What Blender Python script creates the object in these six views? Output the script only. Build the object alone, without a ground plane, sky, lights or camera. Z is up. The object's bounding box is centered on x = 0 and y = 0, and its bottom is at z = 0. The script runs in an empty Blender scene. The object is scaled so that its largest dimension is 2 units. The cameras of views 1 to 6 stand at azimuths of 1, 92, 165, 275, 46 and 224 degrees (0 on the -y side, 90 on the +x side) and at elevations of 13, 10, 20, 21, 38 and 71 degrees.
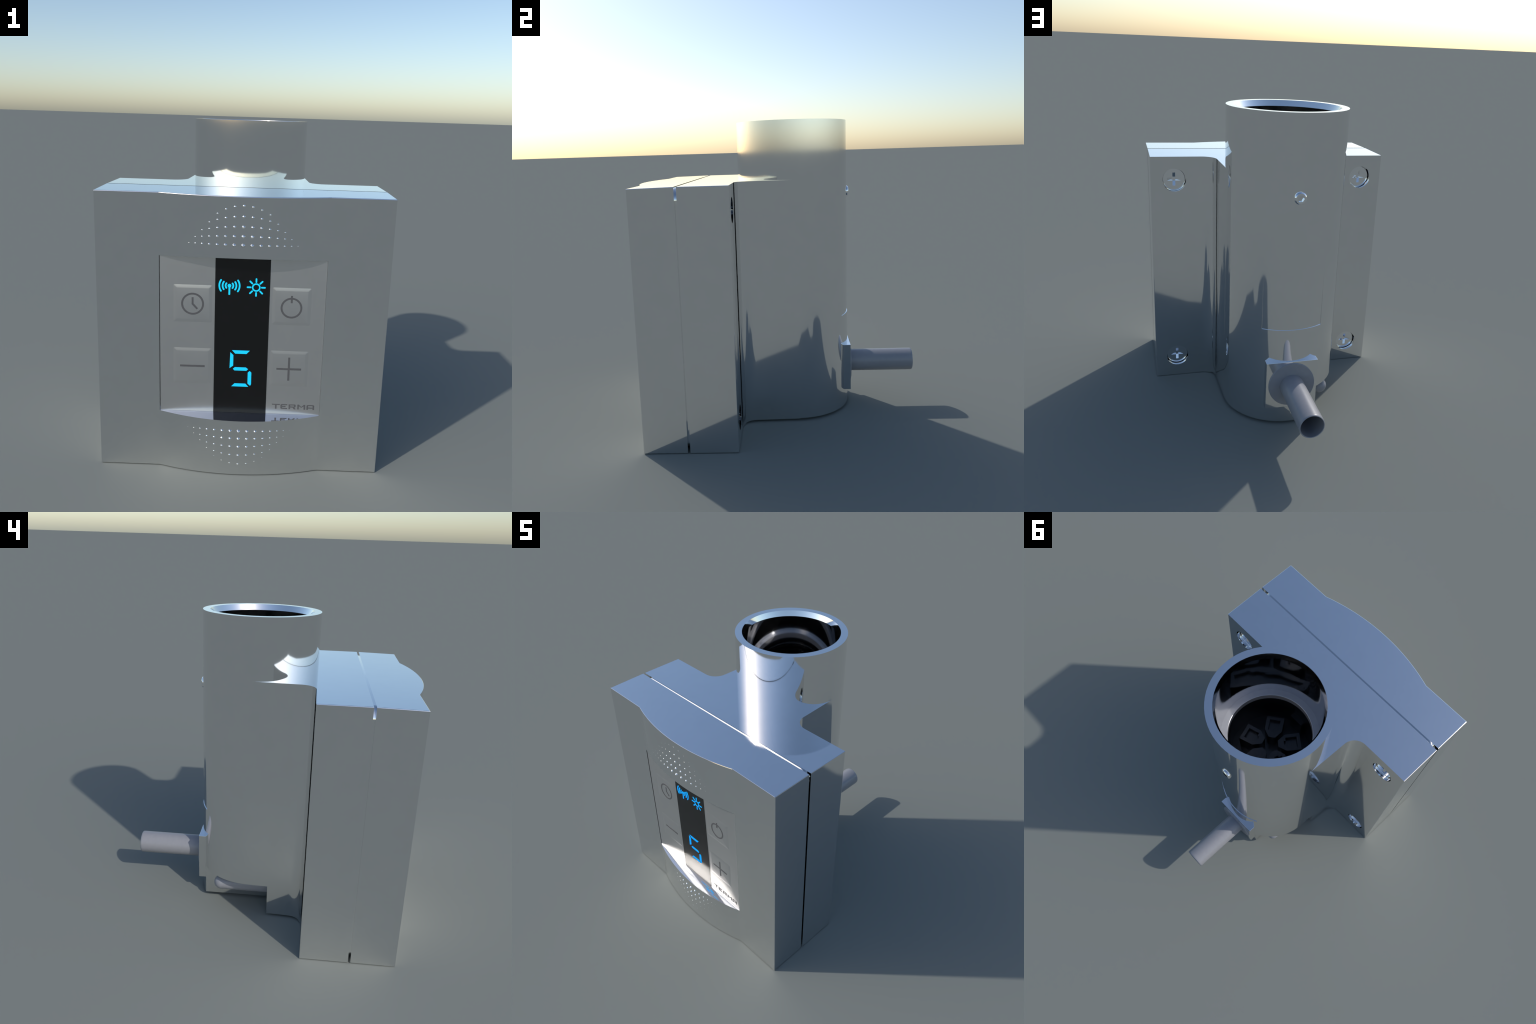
"""Chrome towel-rail heater control unit: a square box with a bowed front and a lit
keypad, whose back grows into a vertical tube with a cable leaving it at the rear."""
import math
import bpy
import bmesh
from mathutils import Matrix, Vector
from math import cos, sin, pi, radians, sqrt, asin, hypot

# ------------------------------------------------------------------ sizes (m)
HX = 0.809                    # half width of the box
TOP = 1.622                   # box height
Y_FRONT = -0.868              # flat front face
Y_BULGE = -0.944              # most forward point of the bowed front
BULGE_X = 0.460               # half chord of the bow
Y_SEAM_F, Y_SEAM_R = -0.596, -0.581
Y_BACK = -0.282
TUBE_R, TUBE_Y, TUBE_TOP = 0.374, 0.084, 2.0
PANEL_Z0, PANEL_Z1 = 0.352, 1.273
SAG = Y_FRONT - Y_BULGE
BOW_R = (BULGE_X ** 2 + SAG ** 2) / (2 * SAG)
SEG = 64


def bow_y(x):
    """y of the bowed front at x."""
    if abs(x) >= BULGE_X:
        return Y_FRONT
    return Y_BULGE + BOW_R - sqrt(BOW_R ** 2 - x * x)


# ------------------------------------------------------------------ materials
def new_mat(name):
    m = bpy.data.materials.new(name)
    m.use_nodes = True
    nt = m.node_tree
    return m, nt, nt.nodes["Principled BSDF"]


def grain(nt, bsdf, base, spread, scale, rough, rough_spread, space="Object"):
    """Very fine unevenness of colour and gloss so that the surface is not sterile."""
    tc = nt.nodes.new("ShaderNodeTexCoord")
    no = nt.nodes.new("ShaderNodeTexNoise")
    no.inputs["Scale"].default_value = scale
    no.inputs["Detail"].default_value = 4.0
    nt.links.new(tc.outputs[space], no.inputs["Vector"])
    ramp = nt.nodes.new("ShaderNodeValToRGB")
    ramp.color_ramp.elements[0].position = 0.3
    ramp.color_ramp.elements[1].position = 0.7
    lo = [max(0.0, c * (1 - spread)) for c in base]
    hi = [min(1.0, c * (1 + spread)) for c in base]
    ramp.color_ramp.elements[0].color = (*lo, 1)
    ramp.color_ramp.elements[1].color = (*hi, 1)
    nt.links.new(no.outputs["Fac"], ramp.inputs["Fac"])
    nt.links.new(ramp.outputs["Color"], bsdf.inputs["Base Color"])
    mr = nt.nodes.new("ShaderNodeMapRange")
    mr.inputs["To Min"].default_value = rough - rough_spread
    mr.inputs["To Max"].default_value = rough + rough_spread
    nt.links.new(no.outputs["Fac"], mr.inputs["Value"])
    nt.links.new(mr.outputs["Result"], bsdf.inputs["Roughness"])


def metal(name, base, rough, spread=0.01, rough_spread=0.004, scale=9.0):
    m, nt, b = new_mat(name)
    b.inputs["Metallic"].default_value = 1.0
    grain(nt, b, base, spread, scale, rough, rough_spread)
    return m


def plastic(name, base, rough, spec=0.5, spread=0.03, scale=40.0):
    m, nt, b = new_mat(name)
    b.inputs["Specular IOR Level"].default_value = spec
    grain(nt, b, base, spread, scale, rough, rough * 0.08)
    return m


CHROME = metal("polished_chrome", (0.86, 0.86, 0.86), 0.06)
SCREW_STEEL = metal("bright_steel", (0.94, 0.94, 0.95), 0.14)
SATIN = metal("satin_metal", (0.64, 0.64, 0.64), 0.29, rough_spread=0.01)
SATIN.node_tree.nodes["Principled BSDF"].inputs["Metallic"].default_value = 0.90
BLACK_GLASS = plastic("black_display_window", (0.0035, 0.0035, 0.0038), 0.25)
INK = plastic("dark_grey_ink", (0.098, 0.098, 0.102), 0.5, spec=0.3)
CABLE = plastic("grey_cable_plastic", (0.275, 0.275, 0.295), 0.35)
BLACK_PLASTIC = plastic("black_plastic", (0.006, 0.006, 0.007), 0.25)
COLLAR_GREY = plastic("grey_collar_plastic", (0.34, 0.345, 0.37), 0.32)
COLLAR_GREY.node_tree.nodes["Principled BSDF"].inputs["Metallic"].default_value = 0.45

m, nt, b = new_mat("blue_display_light")
lw = nt.nodes.new("ShaderNodeLayerWeight")
lw.inputs["Blend"].default_value = 0.5
rp = nt.nodes.new("ShaderNodeValToRGB")
rp.color_ramp.elements[0].position = 0.03
rp.color_ramp.elements[0].color = (0.018, 0.68, 1.0, 1)
rp.color_ramp.elements[1].position = 0.5
rp.color_ramp.elements[1].color = (0.012, 0.36, 1.0, 1)
nt.links.new(lw.outputs["Facing"], rp.inputs["Fac"])
nt.links.new(rp.outputs["Color"], b.inputs["Emission Color"])
b.inputs["Emission Strength"].default_value = 1.0
b.inputs["Base Color"].default_value = (0.0, 0.01, 0.02, 1)
b.inputs["Specular IOR Level"].default_value = 0.0
b.inputs["Roughness"].default_value = 1.0
GLOW = m

# ------------------------------------------------------------------ helpers
ROOT = bpy.data.objects.new("heater_control_unit", None)
bpy.context.collection.objects.link(ROOT)
ROOT["label"] = "polished chrome square control box with tube, cable and blue-lit keypad"
ROOT["category"] = "heater control"


def add(name, mesh, mat, parent=ROOT, loc=None):
    o = bpy.data.objects.new(name, mesh)
    if mat is not None and not mesh.materials:
        mesh.materials.append(mat)
    bpy.context.collection.objects.link(o)
    o.parent = parent
    if loc is not None:
        o.location = loc
    return o


def shade(mesh, angle=30.0):
    """Smooth shading, sharp where the faces turn by more than the angle."""
    bm = bmesh.new()
    bm.from_mesh(mesh)
    lim = radians(angle)
    for f in bm.faces:
        f.smooth = True
    for e in bm.edges:
        e.smooth = not (len(e.link_faces) == 2 and e.calc_face_angle(0.0) > lim)
    bm.to_mesh(mesh)
    bm.free()
    return mesh


def mesh_of(bm, name):
    bmesh.ops.recalc_face_normals(bm, faces=bm.faces[:])
    me = bpy.data.meshes.new(name)
    bm.to_mesh(me)
    bm.free()
    return me


def prism(outline, z0, z1, name="solid"):
    """Plan outline (x, y) extruded from z0 to z1."""
    bm = bmesh.new()
    lo = [bm.verts.new((x, y, z0)) for x, y in outline]
    hi = [bm.verts.new((x, y, z1)) for x, y in outline]
    n = len(outline)
    bm.faces.new(lo)
    bm.faces.new(hi)
    for i in range(n):
        bm.faces.new((lo[i], lo[(i + 1) % n], hi[(i + 1) % n], hi[i]))
    return mesh_of(bm, name)


def block(x0, x1, y0, y1, z0, z1, name="block"):
    return prism([(x0, y0), (x1, y0), (x1, y1), (x0, y1)], z0, z1, name)


def bevel(mesh, width, segments=2, angle=30.0, keep=lambda e: True):
    bm = bmesh.new()
    bm.from_mesh(mesh)
    edges = [e for e in bm.edges if len(e.link_faces) == 2 and e.calc_face_angle(0.0) > radians(angle) and keep(e)]
    bmesh.ops.bevel(bm, geom=edges, offset=width, segments=segments, profile=0.5, affect="EDGES", clamp_overlap=True)
    bm.to_mesh(mesh)
    bm.free()
    return mesh


def boolean(mesh, cutters, operation="DIFFERENCE"):
    """Cut the mesh with helper meshes and return the result; helpers are removed."""
    host = bpy.data.objects.new("host", mesh)
    bpy.context.collection.objects.link(host)
    tmp = []
    for c in cutters:
        o = bpy.data.objects.new("cutter", c)
        bpy.context.collection.objects.link(o)
        md = host.modifiers.new("cut", "BOOLEAN")
        md.object, md.operation, md.solver = o, operation, "EXACT"
        tmp.append(o)
    dg = bpy.context.evaluated_depsgraph_get()
    out = bpy.data.meshes.new_from_object(host.evaluated_get(dg))
    for o in (*tmp, host):
        me = o.data
        bpy.data.objects.remove(o)
        bpy.data.meshes.remove(me)
    return out


def lathe(profile, name, seg=SEG, close=False):
    """Profile of (radius, z) turned about the z axis; radius 0 closes the end."""
    bm = bmesh.new()
    rings = []
    for r, z in profile:
        if r < 1e-6:
            rings.append([bm.verts.new((0, 0, z))])
        else:
            rings.append([bm.verts.new((r * cos(2 * pi * i / seg), r * sin(2 * pi * i / seg), z)) for i in range(seg)])
    pairs = list(zip(rings, rings[1:])) + ([(rings[-1], rings[0])] if close else [])
    for a, c in pairs:
        for i in range(seg):
            j = (i + 1) % seg
            if len(a) == 1:
                bm.faces.new((a[0], c[i], c[j]))
            elif len(c) == 1:
                bm.faces.new((a[i], a[j], c[0]))
            else:
                bm.faces.new((a[i], a[j], c[j], c[i]))
    return mesh_of(bm, name)


def flat_shape(name, outlines, thick):
    """Flat sign in the x-z plane from closed outlines (inner ones are holes), front at y = 0 - thick/2."""
    cu = bpy.data.curves.new(name, "CURVE")
    cu.dimensions, cu.fill_mode = "2D", "BOTH"
    cu.extrude = thick / 2
    for pts in outlines:
        sp = cu.splines.new("POLY")
        sp.points.add(len(pts) - 1)
        for p, (u, v) in zip(sp.points, pts):
            p.co = (u, v, 0, 1)
        sp.use_cyclic_u = True
    o = bpy.data.objects.new(name, cu)
    bpy.context.collection.objects.link(o)
    dg = bpy.context.evaluated_depsgraph_get()
    me = bpy.data.meshes.new_from_object(o.evaluated_get(dg))
    bpy.data.objects.remove(o)
    bpy.data.curves.remove(cu)
    me.transform(Matrix.Rotation(pi / 2, 4, "X"))
    me.name = name
    return me


def circle(cx, cy, r, n=56):
    return [(cx + r * cos(2 * pi * i / n), cy + r * sin(2 * pi * i / n)) for i in range(n)]


def bar(x0, y0, x1, y1, w, rounded=False):
    """Straight stroke from one point to the other, w wide."""
    d = Vector((x1 - x0, y1 - y0)).normalized()
    n = Vector((-d.y, d.x)) * (w / 2)
    if not rounded:
        return [(x0 + n.x, y0 + n.y), (x0 - n.x, y0 - n.y), (x1 - n.x, y1 - n.y), (x1 + n.x, y1 + n.y)]
    pts, a = [], math.atan2(d.y, d.x)
    for cx, cy, s in ((x0, y0, a + pi / 2), (x1, y1, a - pi / 2)):
        pts += [(cx + w / 2 * cos(s + pi * i / 8), cy + w / 2 * sin(s + pi * i / 8)) for i in range(9)]
    return pts


def arc_band(cx, cy, r, w, a0, a1, n=20):
    """Curved stroke with slightly rounded ends."""
    ang = [radians(a0 + (a1 - a0) * i / n) for i in range(n + 1)]
    out = [(cx + (r + w / 2) * cos(a), cy + (r + w / 2) * sin(a)) for a in ang]
    inn = [(cx + (r - w / 2) * cos(a), cy + (r - w / 2) * sin(a)) for a in reversed(ang)]
    s = 1 if a1 > a0 else -1
    ex = lambda a: (cx + r * cos(a) - s * 0.3 * w * sin(a), cy + r * sin(a) + s * 0.3 * w * cos(a))
    ey = lambda a: (cx + r * cos(a) + s * 0.3 * w * sin(a), cy + r * sin(a) - s * 0.3 * w * cos(a))
    return out + [ex(ang[-1])] + inn + [ey(ang[0])]


def fillet(cx, cy, r, a0, a1, n):
    return [(cx + r * cos(radians(a0 + (a1 - a0) * i / n)), cy + r * sin(radians(a0 + (a1 - a0) * i / n))) for i in range(n + 1)]


def rounded_square(cx, cz, hx, hz, r, n=5):
    pts = []
    for sx, sz, a in ((1, 1, 0), (-1, 1, 90), (-1, -1, 180), (1, -1, 270)):
        pts += fillet(cx + sx * (hx - r), cz + sz * (hz - r), r, a, a + 90, n)
    return pts


# ------------------------------------------------------------------ front cover
NB = 40
bow = [(-BULGE_X + 2 * BULGE_X * i / NB, bow_y(-BULGE_X + 2 * BULGE_X * i / NB)) for i in range(NB + 1)]
front = prism([(-HX, Y_SEAM_F), (-HX, Y_FRONT)] + bow + [(HX, Y_FRONT), (HX, Y_SEAM_F)], 0.0, TOP, "front_cover")
# the top falls slightly towards the front
for v in front.vertices:
    if v.co.z > 1.0:
        v.co.z = TOP + 0.002 - 0.019 * (Y_SEAM_F - v.co.y)
# the rim that faces the seam stays sharp
bevel(front, 0.0035, keep=lambda e: not all(abs(v.co.y - Y_SEAM_F) < 1e-4 for v in e.verts))
# keypad opening, its upper and lower shelf flaring slightly outwards
flare = 0.175
d0, d1 = 0.030, 0.333
mouth = prism([(Y_FRONT + d0, PANEL_Z0), (Y_FRONT, PANEL_Z0), (Y_FRONT - d1, PANEL_Z0 - flare * d1), (Y_FRONT - d1, PANEL_Z1 + flare * d1), (Y_FRONT, PANEL_Z1), (Y_FRONT + d0, PANEL_Z1)], -0.4605, 0.4605, "mouth")
mouth.transform(Matrix(((0, 0, 1, 0), (1, 0, 0, 0), (0, 1, 0, 0), (0, 0, 0, 1))))
front = boolean(front, [mouth])
front.name = "front_cover"
FRONT = add("front_cover", shade(front, 14), CHROME)

# seam filler, set back between the two halves, with rounded corners
fill = prism([(x, z) for x, z in rounded_square(0, TOP / 2, HX - 0.020, TOP / 2 - 0.010, 0.07, 12)], 0.0, 0.03, "seam_filler")
fill.transform(Matrix.Rotation(pi / 2, 4, "X"))
fill.transform(Matrix.Translation((0, Y_SEAM_R + 0.008, 0)))
add("seam_filler", shade(fill, 30), CHROME)

# beads: two fans on the bowed front that thin out towards their edges
bead_prof = [(0.0, 0.6)] + [(t, 0.6 * (1 - t * t) / (1 + 0.25 * t * t)) for t in (0.15, 0.3, 0.45, 0.6, 0.75, 0.88, 1.0)] + [(1.0, -0.25)]
bead_mesh = lathe(bead_prof, "bead", 24)
bead_mesh.transform(Matrix.Rotation(pi / 2, 4, "X"))
shade(bead_mesh, 60)
bead_mesh.materials.append(CHROME)
COL_X = [0.0, 0.0478, 0.0945, 0.1390, 0.1815, 0.2205, 0.2570, 0.2915]
ROW_H = [0.0, 0.0478, 0.0992, 0.1535, 0.2105]       # height of each row at the middle column
ROW_DROOP = [0.0, 0.00035, 0.0010, 0.0022, 0.0049]  # how fast a row bends to the base line
for base_z, way in ((1.357, 1), (0.276, -1)):
    for row in range(5):
        for col in range(row - 7, 8 - row):
            k = abs(col)
            x = COL_X[k] * (1 if col >= 0 else -1)
            z = base_z + way * (ROW_H[row] - ROW_DROOP[row] * k * k)
            r = 0.0112 - 0.00085 * row - 0.00108 * k + 0.00004 * row * k
            o = add("bead", bead_mesh, None, FRONT, (x, bow_y(x), z))
            o.rotation_euler = (0, 0, asin(x / BOW_R))
            o.scale = (r, r * 1.6 * (1 - 0.17 * row) * (1 - 0.12 * k), r)

# ------------------------------------------------------------------ keypad
Y_PANEL = Y_FRONT + 0.0035
panel = block(-0.4565, 0.4600, Y_PANEL, Y_FRONT + 0.029, PANEL_Z0 + 0.0005, PANEL_Z1 - 0.0005, "control_panel")
PANEL = add("control_panel", shade(panel), SATIN)

strip = block(-0.1515, 0.1515, Y_PANEL - 0.0012, Y_PANEL + 0.004, PANEL_Z0 + 0.0008, PANEL_Z1 - 0.0008, "display_window")
add("display_window", strip, BLACK_GLASS, PANEL)

BH = 0.108                      # button half size
BUT_X, BUT_Z = 0.274, (1.004, 0.634)
BUT_RISE = 0.0026


def button_mesh():
    """Square key with a broad soft slope round a flat top."""
    bm = bmesh.new()
    loops = []
    for t in [i / 6 for i in range(7)]:
        inset = 0.019 * t
        rise = BUT_RISE * (t + 0.03 * sin(pi * t))
        pts = rounded_square(0, 0, BH - inset, BH - inset, 0.008 * (1 - 0.6 * t), 4)
        loops.append([bm.verts.new((x, -rise, z)) for x, z in pts])
    skirt = [bm.verts.new((v.co.x, 0.004, v.co.z)) for v in loops[0]]
    loops.insert(0, skirt)
    n = len(skirt)
    for a, c in zip(loops, loops[1:]):
        for i in range(n):
            bm.faces.new((a[i], a[(i + 1) % n], c[(i + 1) % n], c[i]))
    bm.faces.new(loops[-1])
    bm.faces.new(skirt)
    return shade(mesh_of(bm, "button"), 50)


bmesh_button = button_mesh()
bmesh_button.materials.append(SATIN)
for bx in (-BUT_X, BUT_X):
    for bz in BUT_Z:
        add("button", bmesh_button, None, PANEL, (bx, Y_PANEL, bz))

Y_SIGN = Y_PANEL - BUT_RISE - 0.0002


def sign(name, outlines, mat, y, thick=0.0016):
    return add(name, flat_shape(name, outlines, thick), mat, PANEL, (0, y, 0))


W = 0.0105
cx, cz = -0.275, 1.003
hand = [(cx - W / 2, cz + 0.038), (cx - W / 2, cz - 0.003), (cx + 0.0225, cz - 0.0325), (cx + 0.0305, cz - 0.0255), (cx + W / 2, cz + 0.002), (cx + W / 2, cz + 0.038)]
sign("clock_symbol", [circle(cx, cz, 0.0635), circle(cx, cz, 0.0635 - W)], INK, Y_SIGN)
sign("clock_hand_symbol", [hand], INK, Y_SIGN)
px, pz = 0.2735, 0.997
sign("power_ring_symbol", [circle(px, pz, 0.060), circle(px, pz, 0.060 - W)], INK, Y_SIGN)
sign("power_bar_symbol", [bar(px, pz + 0.071, px, pz + 0.029, W)], INK, Y_SIGN - 0.0003)
mz = 0.634
sign("minus_symbol", [bar(-0.274 - 0.070, mz, -0.274 + 0.070, mz, 0.0115)], INK, Y_SIGN)
h, a = 0.070, 0.00575
sign("plus_symbol", [[(0.274 + u, mz + v) for u, v in ((-a, h), (-a, a), (-h, a), (-h, -a), (-a, -a), (-a, -h), (a, -h), (a, -a), (h, -a), (h, a), (a, a), (a, h))]], INK, Y_SIGN)

# word under the keys: wide techno capitals, strokes thick upright and thin level
LH, LV, LT = 0.0300, 0.0092, 0.0058      # letter height, upright and level stroke width
C = 0.006                                # corner cut


def letter(kind, x, w):
    z0, z1 = 0.3855, 0.3855 + LH
    zm = (z0 + z1) / 2
    if kind == "T":
        s = x + w / 2 - LV / 2
        return [[(x, z1), (x, z1 - LT), (s, z1 - LT), (s, z0), (s + LV, z0), (s + LV, z1 - LT), (x + w, z1 - LT), (x + w, z1)]]
    if kind == "E":
        return [[(x + C, z1), (x + 0.0015, z1 - 0.002), (x, z1 - C), (x, z0 + C), (x + 0.0015, z0 + 0.002), (x + C, z0), (x + w, z0), (x + w, z0 + LT), (x + LV + 0.002, z0 + LT), (x + LV, z0 + LT + 0.002),
                 (x + LV, zm - LT / 2), (x + w * 0.76, zm - LT / 2), (x + w * 0.76, zm + LT / 2), (x + LV, zm + LT / 2), (x + LV, z1 - LT - 0.002), (x + LV + 0.002, z1 - LT), (x + w, z1 - LT), (x + w, z1)]]
    if kind == "R":
        zb = zm - 0.0045
        body = [(x, z1), (x, z0), (x + LV, z0), (x + LV, zb), (x + w - 0.018, zb), (x + w - 0.010, z0), (x + w, z0), (x + w - 0.0075, zb + 0.001), (x + w - 0.0015, zb + 0.0045), (x + w, zb + 0.008), (x + w, z1 - C), (x + w - 0.0015, z1 - 0.002), (x + w - C, z1)]
        hole = [(x + LV, z1 - LT), (x + LV, zb + LT), (x + w - LV - 0.002, zb + LT), (x + w - LV, zb + LT + 0.002), (x + w - LV, z1 - LT - 0.002), (x + w - LV - 0.002, z1 - LT)]
        return [body, hole]
    if kind == "M":
        xm = x + w / 2
        return [[(x, z0), (x, z1), (x + 0.008, z1), (xm, zm + 0.0015), (x + w - 0.008, z1), (x + w, z1), (x + w, z0), (x + w - LV, z0), (x + w - LV, z1 - 0.009), (xm, zm - 0.0045), (x + LV, z1 - 0.009), (x + LV, z0)]]
    zb = zm - 0.004
    body = [(x, z0), (x, z1 - C), (x + 0.0015, z1 - 0.002), (x + C, z1), (x + w - C, z1), (x + w - 0.0015, z1 - 0.002), (x + w, z1 - C), (x + w, z0), (x + w - LV, z0), (x + w - LV, zb - LT / 2), (x + LV, zb - LT / 2), (x + LV, z0)]
    hole = [(x + LV, zb + LT / 2), (x + LV, z1 - LT - 0.002), (x + LV + 0.002, z1 - LT), (x + w - LV - 0.002, z1 - LT), (x + w - LV, z1 - LT - 0.002), (x + w - LV, zb + LT / 2)]
    return [body, hole]


WORD_X0, WORD_W = 0.1865, 0.2440
for ch, a0, a1 in (("T", 0, 305), ("E", 332, 590), ("R", 645, 915), ("M", 978, 1283), ("A", 1330, 1625)):
    k = WORD_W / 1625
    sign("letter_" + ch.lower(), letter(ch, WORD_X0 + a0 * k, (a1 - a0) * k), INK, Y_PANEL - 0.0002)

# lit signs on the black window
Y_LIT = Y_PANEL - 0.0016
ax, az = -0.0725, 1.114
sign("antenna_mast_symbol", [[(ax - 0.0050, az - 0.006), (ax - 0.0050, az - 0.0505), (ax - 0.003, az - 0.0525), (ax + 0.003, az - 0.0525), (ax + 0.0050, az - 0.0505), (ax + 0.0050, az - 0.006)]], GLOW, Y_LIT)
sign("antenna_ball_symbol", [circle(ax, az, 0.0103, 28)], GLOW, Y_LIT - 0.0003)
for r, half in ((0.0212, 44), (0.0380, 38), (0.0560, 36)):
    for mid in (0, 180):
        sign("radio_wave_symbol", [arc_band(ax, az, r, 0.0092, mid - half, mid + half)], GLOW, Y_LIT)
sx, sz = 0.0750, 1.1085
sign("sun_ring_symbol", [circle(sx, sz, 0.0238, 40), circle(sx, sz, 0.0158, 40)], GLOW, Y_LIT)
for i in range(8):
    t = i * pi / 4
    sign("sun_ray_symbol", [bar(sx + 0.0310 * cos(t), sz + 0.0310 * sin(t), sx + 0.0480 * cos(t), sz + 0.0480 * sin(t), 0.0090, True)], GLOW, Y_LIT)

DX0, DX1, DZ0, DZ1 = -0.0625, 0.0625, 0.5155, 0.7365    # seven-segment figure
dm, dw, g, t = 0.6245, 0.0205, 0.0125, 0.0200


def segment(pts):
    sign("digit_segment", [pts], GLOW, Y_LIT)


segment([(DX0 + g, DZ1), (DX1 - g, DZ1), (DX1 - g - 0.018, DZ1 - t), (DX0 + g + 0.018, DZ1 - t)])
segment([(DX0 + 0.003, DZ1 - g), (DX0 + dw, DZ1 - g - 0.017), (DX0 + dw, dm + 0.019), (DX0, dm + 0.003)])
segment([(DX0 + dw - 0.001, dm), (DX0 + dw + 0.010, dm + t / 2), (DX1 - dw - 0.012, dm + t / 2), (DX1 - dw + 0.001, dm), (DX1 - dw - 0.008, dm - t / 2), (DX0 + dw + 0.007, dm - t / 2)])
segment([(DX1 - dw / 2, dm - 0.011), (DX1, dm - 0.020), (DX1, DZ0 + g + 0.004), (DX1 - 0.004, DZ0 + g - 0.003), (DX1 - 0.008, DZ0 + g - 0.003), (DX1 - dw, DZ0 + g + 0.009), (DX1 - dw, dm - 0.021)])
segment([(DX0 + g, DZ0 + 0.001), (DX0 + g + 0.018, DZ0 + t), (DX1 - g - 0.020, DZ0 + t), (DX1 - g - 0.003, DZ0 + 0.001)])

# ------------------------------------------------------------------ rear housing
FR = 0.094                      # fillet between box back and neck
NECK_X = 0.385                  # half width of the neck, a little wider than the tube
inner = TUBE_R - 0.022          # the neck ends inside the wall of the tube
right = [(HX, Y_SEAM_R), (HX, Y_BACK)] + fillet(NECK_X + FR, Y_BACK + FR, FR, 270, 180, 12) + [(TUBE_R - 0.0005, TUBE_Y + 0.016)]
hollow = [(inner, TUBE_Y + 0.016)] + fillet(0, TUBE_Y, inner, 0, -180, 32) + [(-inner, TUBE_Y + 0.016)]
left = [(-x, y) for x, y in reversed(right)]
bm = bmesh.new()
plan = right + hollow + left
lo = [bm.verts.new((x, y, 0.0)) for x, y in plan]
hi = [bm.verts.new((x, y, TOP + 0.002)) for x, y in plan]
bm.faces.new(lo)
bm.faces.new(hi)
for i in range(len(plan)):
    j = (i + 1) % len(plan)
    bm.faces.new((lo[i], lo[j], hi[j], hi[i]))
bmesh.ops.recalc_face_normals(bm, faces=bm.faces[:])


def box_edge(e):
    """Outer edges of the box half, not those round the neck."""
    return (all(abs(v.co.x) > HX - 1e-4 for v in e.verts) and e.calc_face_angle(0) > 0.5
            and not all(abs(v.co.y - Y_SEAM_R) < 1e-4 for v in e.verts))


bmesh.ops.bevel(bm, geom=[e for e in bm.edges if box_edge(e)], offset=0.0035, segments=2, profile=0.5, affect="EDGES", clamp_overlap=True)
rear = mesh_of(bm, "rear_housing")
notch = lambda: block(-0.70, -0.175, -0.04, 0.70, -0.10, 0.225)
hole = lambda x, z: (lambda m: (m.transform(Matrix.Translation((x, Y_BACK - SINK, z)) @ Matrix.Rotation(-pi / 2, 4, "X")), m)[1])(lathe([(0.0, 0.0), (0.0775, 0.0), (0.0775, 0.2), (0.0, 0.2)], "hole", 48))
SINK = 0.045                    # depth of the screw holes
SCREWS = [(x, z) for x in (-0.655, 0.655) for z in (0.160, 1.469)]
foot = block(-0.60, 0.60, -0.262, 0.60, -0.10, 0.012)
rear = boolean(rear, [notch(), foot] + [hole(x, z) for x, z in SCREWS])
rear.name = "rear_housing"
REAR = add("rear_housing", shade(rear, 14), CHROME)

# screws that hold the box together
head = lathe([(0.0, -0.010), (0.0745, -0.010), (0.0745, 0.0115), (0.0738, 0.0140), (0.0725, 0.0154), (0.0705, 0.0160), (0.0, 0.0160)], "cross_head_screw", 48)


def wedge(length, width, depth):
    """One slot of the cross, deepest in the middle."""
    bm = bmesh.new()
    hw = width / 2
    sec = lambda y: [bm.verts.new((x, y, z)) for x, z in ((-length, 0.03), (length, 0.03), (length, 0.0155), (length * 0.30, 0.016 - depth), (-length * 0.30, 0.016 - depth), (-length, 0.0155))]
    a, c = sec(-hw), sec(hw)
    bm.faces.new(a)
    bm.faces.new(c)
    for i in range(6):
        j = (i + 1) % 6
        bm.faces.new((a[i], a[j], c[j], c[i]))
    return mesh_of(bm, "wedge")


w1, w2 = wedge(0.044, 0.018, 0.014), wedge(0.044, 0.018, 0.014)
w2.transform(Matrix.Rotation(pi / 2, 4, "Z"))
head = boolean(head, [w1, w2])
head.name = "cross_head_screw"
head.transform(Matrix.Rotation(-pi / 2, 4, "X"))
shade(head, 12)
head.materials.append(SCREW_STEEL)
for x, z in SCREWS:
    add("cross_head_screw", head, None, REAR, (x, Y_BACK - SINK, z))

# ------------------------------------------------------------------ tube
prof = [(0.0, 0.015), (TUBE_R, 0.015), (TUBE_R, TUBE_TOP), (0.328, TUBE_TOP), (0.315, 1.963), (0.3155, 1.22), (0.0, 1.22)]
tube = lathe(prof, "tube")
tube.transform(Matrix.Translation((0, TUBE_Y, 0)))


def recess_cutter(half_x, z0, z1, depth):
    """Shallow field in the back of the tube, deepest at its lower edge and fading upwards."""
    bm = bmesh.new()
    a = asin(half_x / TUBE_R)
    n = 10
    rows = []
    for z, d in ((z0, depth), (z1, -0.0006)):
        for r in (TUBE_R - d, TUBE_R + 0.1):
            rows.append([bm.verts.new((r * sin(-a + 2 * a * i / n), TUBE_Y + r * cos(-a + 2 * a * i / n), z)) for i in range(n + 1)])
    lo_i, lo_o, hi_i, hi_o = rows
    for p, q in ((lo_i, lo_o), (lo_o, hi_o), (hi_o, hi_i), (hi_i, lo_i)):
        for i in range(n):
            bm.faces.new((p[i], p[i + 1], q[i + 1], q[i]))
    for i in (0, n):
        bm.faces.new((lo_i[i], lo_o[i], hi_o[i], hi_i[i]))
    return mesh_of(bm, "recess")


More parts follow.
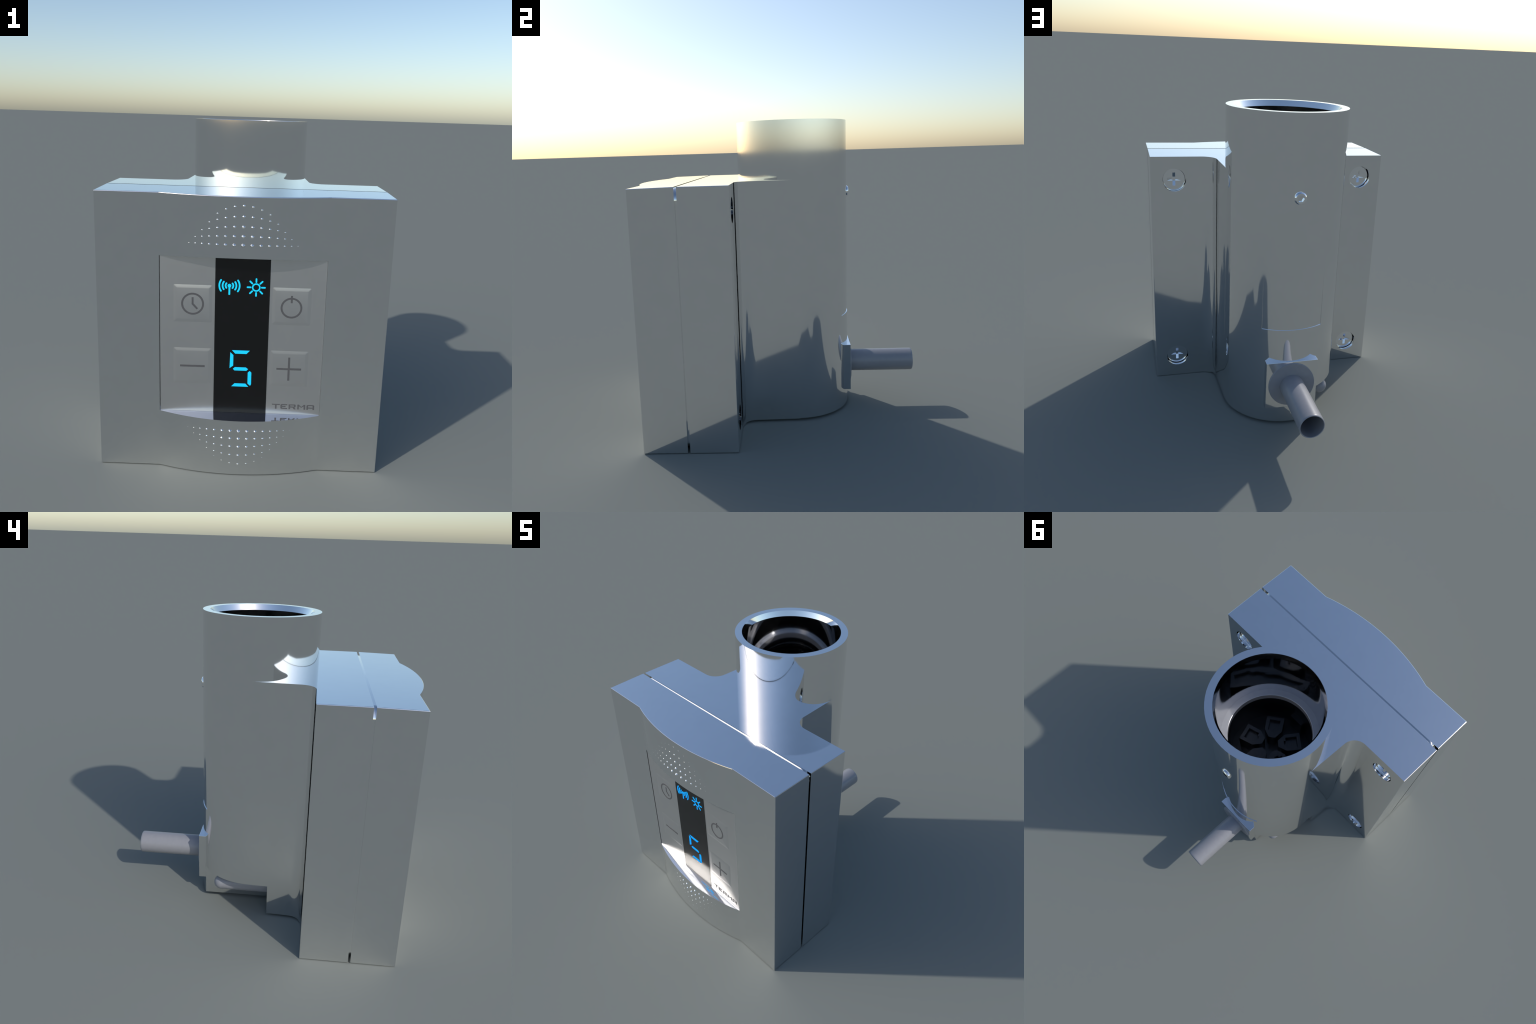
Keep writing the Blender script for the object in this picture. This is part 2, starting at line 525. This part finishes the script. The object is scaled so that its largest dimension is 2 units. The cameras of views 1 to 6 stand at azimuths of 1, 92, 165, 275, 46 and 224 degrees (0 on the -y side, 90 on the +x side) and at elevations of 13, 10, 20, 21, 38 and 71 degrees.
tube = boolean(tube, [notch(), recess_cutter(0.193, 0.676, 1.22, 0.0036)])
tube.name = "tube"
tube.materials.clear()
for p in tube.polygons:
    p.use_smooth = True
axis = Vector((0, TUBE_Y, 0))
normals = []
for p in tube.polygons:
    for vi in p.vertices:
        v = tube.vertices[vi].co - axis
        rad = Vector((v.x, v.y, 0)).normalized()
        d = p.normal.dot(rad)
        if d > 0.97 and abs(p.normal.z) < 0.05:
            normals.append((rad + Vector((0, 0, p.normal.z))).normalized())
        elif d < -0.85:
            normals.append((-rad * sqrt(max(0.0, 1 - p.normal.z ** 2)) + Vector((0, 0, p.normal.z))).normalized())
        else:
            normals.append(p.normal.copy())
tube.normals_split_custom_set(normals)
TUBE = add("tube", tube, CHROME)

# grey collar inside the tube and the black connectors below it
collar = lathe([(0.3152, 1.515), (0.3152, 1.558), (0.276, 1.558), (0.273, 1.556), (0.272, 1.515)], "inner_collar", close=True)
add("inner_collar", shade(collar, 25), COLLAR_GREY, TUBE, (0, TUBE_Y, 0))
sleeve = lathe([(0.3151, 1.24), (0.3151, 1.514), (0.2715, 1.514), (0.2715, 1.47), (0.2695, 1.466), (0.2695, 1.24)], "inner_sleeve", close=True)
add("inner_sleeve", shade(sleeve, 25), BLACK_PLASTIC, TUBE, (0, TUBE_Y, 0))
floor = lathe([(0.0, 1.225), (0.3150, 1.225), (0.3150, 1.2395), (0.0, 1.2395)], "connector_floor")
add("connector_floor", shade(floor), BLACK_PLASTIC, TUBE, (0, TUBE_Y, 0))
# a connector: house-shaped frame with a keyed square hole, gable to the centre
house = [(0.203, -0.060), (0.203, 0.060), (0.104, 0.058), (0.053, 0.022), (0.053, -0.022), (0.104, -0.058)]
key = [(0.181, -0.036), (0.181, 0.036), (0.105, 0.036), (0.105, 0.014), (0.092, 0.014), (0.092, -0.014), (0.105, -0.014), (0.105, -0.036)]
for i in range(5):
    ang = radians(-54 + 72 * i)
    me = flat_shape("connector", [house] if i == 2 else [house, key], 0.132)
    me.transform(Matrix.Rotation(-pi / 2, 4, "X"))
    o = add("connector", me, BLACK_PLASTIC, TUBE, (0, TUBE_Y, 1.304))
    o.rotation_euler = (0, 0, ang)
    if i != 2:
        core = flat_shape("connector_core", [[(u * 0.985 + 0.002, v * 0.97) for u, v in key]], 0.080)
        core.transform(Matrix.Rotation(-pi / 2, 4, "X"))
        o = add("connector_core", core, BLACK_PLASTIC, TUBE, (0, TUBE_Y, 1.298))
        o.rotation_euler = (0, 0, ang)
add("keying_peg", block(-0.05, 0.05, -0.2690, -0.235, 1.238, 1.40, "keying_peg"), BLACK_PLASTIC, TUBE, (0, TUBE_Y, 0))

# grub screw with hexagon socket on the back of the tube
grub = lathe([(0.0, -0.030), (0.038, -0.030), (0.038, 0.006), (0.0365, 0.0085), (0.031, 0.0135), (0.030, 0.014), (0.0, 0.014)], "socket_screw", 40)
socket = lathe([(0.0, -0.024), (0.0215, -0.024), (0.0215, 0.05), (0.0, 0.05)], "socket", 6)
grub = boolean(grub, [socket])
grub.name = "socket_screw"
grub.transform(Matrix.Rotation(-pi / 2, 4, "X"))
add("socket_screw", shade(grub, 12), SCREW_STEEL, TUBE, (0.003, TUBE_Y + TUBE_R - 0.001, 1.519))

# ------------------------------------------------------------------ cable exit
PZ = 0.297
plate_out = [(-0.168, 0.459), (-0.168, 0.132), (0.168, 0.132), (0.168, 0.459)]
plate = prism(plate_out, 0.0, 0.095, "cable_plate")
plate.transform(Matrix.Rotation(pi / 2, 4, "X"))
plate.transform(Matrix.Translation((0, 0.4665, 0)))
bevel(plate, 0.0015, 2, 40)
PLATE = add("cable_plate", shade(plate, 10), CHROME)

washer = lathe([(0.0, 0.0), (0.151, 0.0), (0.151, 0.006), (0.149, 0.0085), (0.0, 0.0085)], "cable_washer")
washer.transform(Matrix.Rotation(-pi / 2, 4, "X"))
add("cable_washer", shade(washer, 50), CABLE, PLATE, (0, 0.466, PZ))

CR = 0.0775
Y_END = 0.920
L = Y_END - 0.47
cable = lathe([(0.0, 0.0), (CR, 0.0), (CR, L - 0.012), (CR - 0.001, L - 0.003), (CR - 0.004, L), (CR - 0.007, L - 0.002), (CR - 0.007, L - 0.40), (0.0, L - 0.40)], "cable", 48)
cable.transform(Matrix.Rotation(-pi / 2, 4, "X"))
add("cable", shade(cable, 50), CABLE, ROOT, (0, 0.47, PZ - 0.006))

# strain-relief rod lying in the notch at the foot of the tube
rod = lathe([(0.0, 0.0), (0.05, 0.0), (0.05, 0.36)] + [(0.05 * cos(radians(a)), 0.36 + 0.05 * sin(radians(a))) for a in range(10, 90, 10)] + [(0.0, 0.41)], "cable_stub", 40)
rod.transform(Matrix.Rotation(-pi / 2, 4, "X"))
add("cable_stub", shade(rod, 50), CABLE, ROOT, (-0.25, 0.292 - 0.36, 0.155))
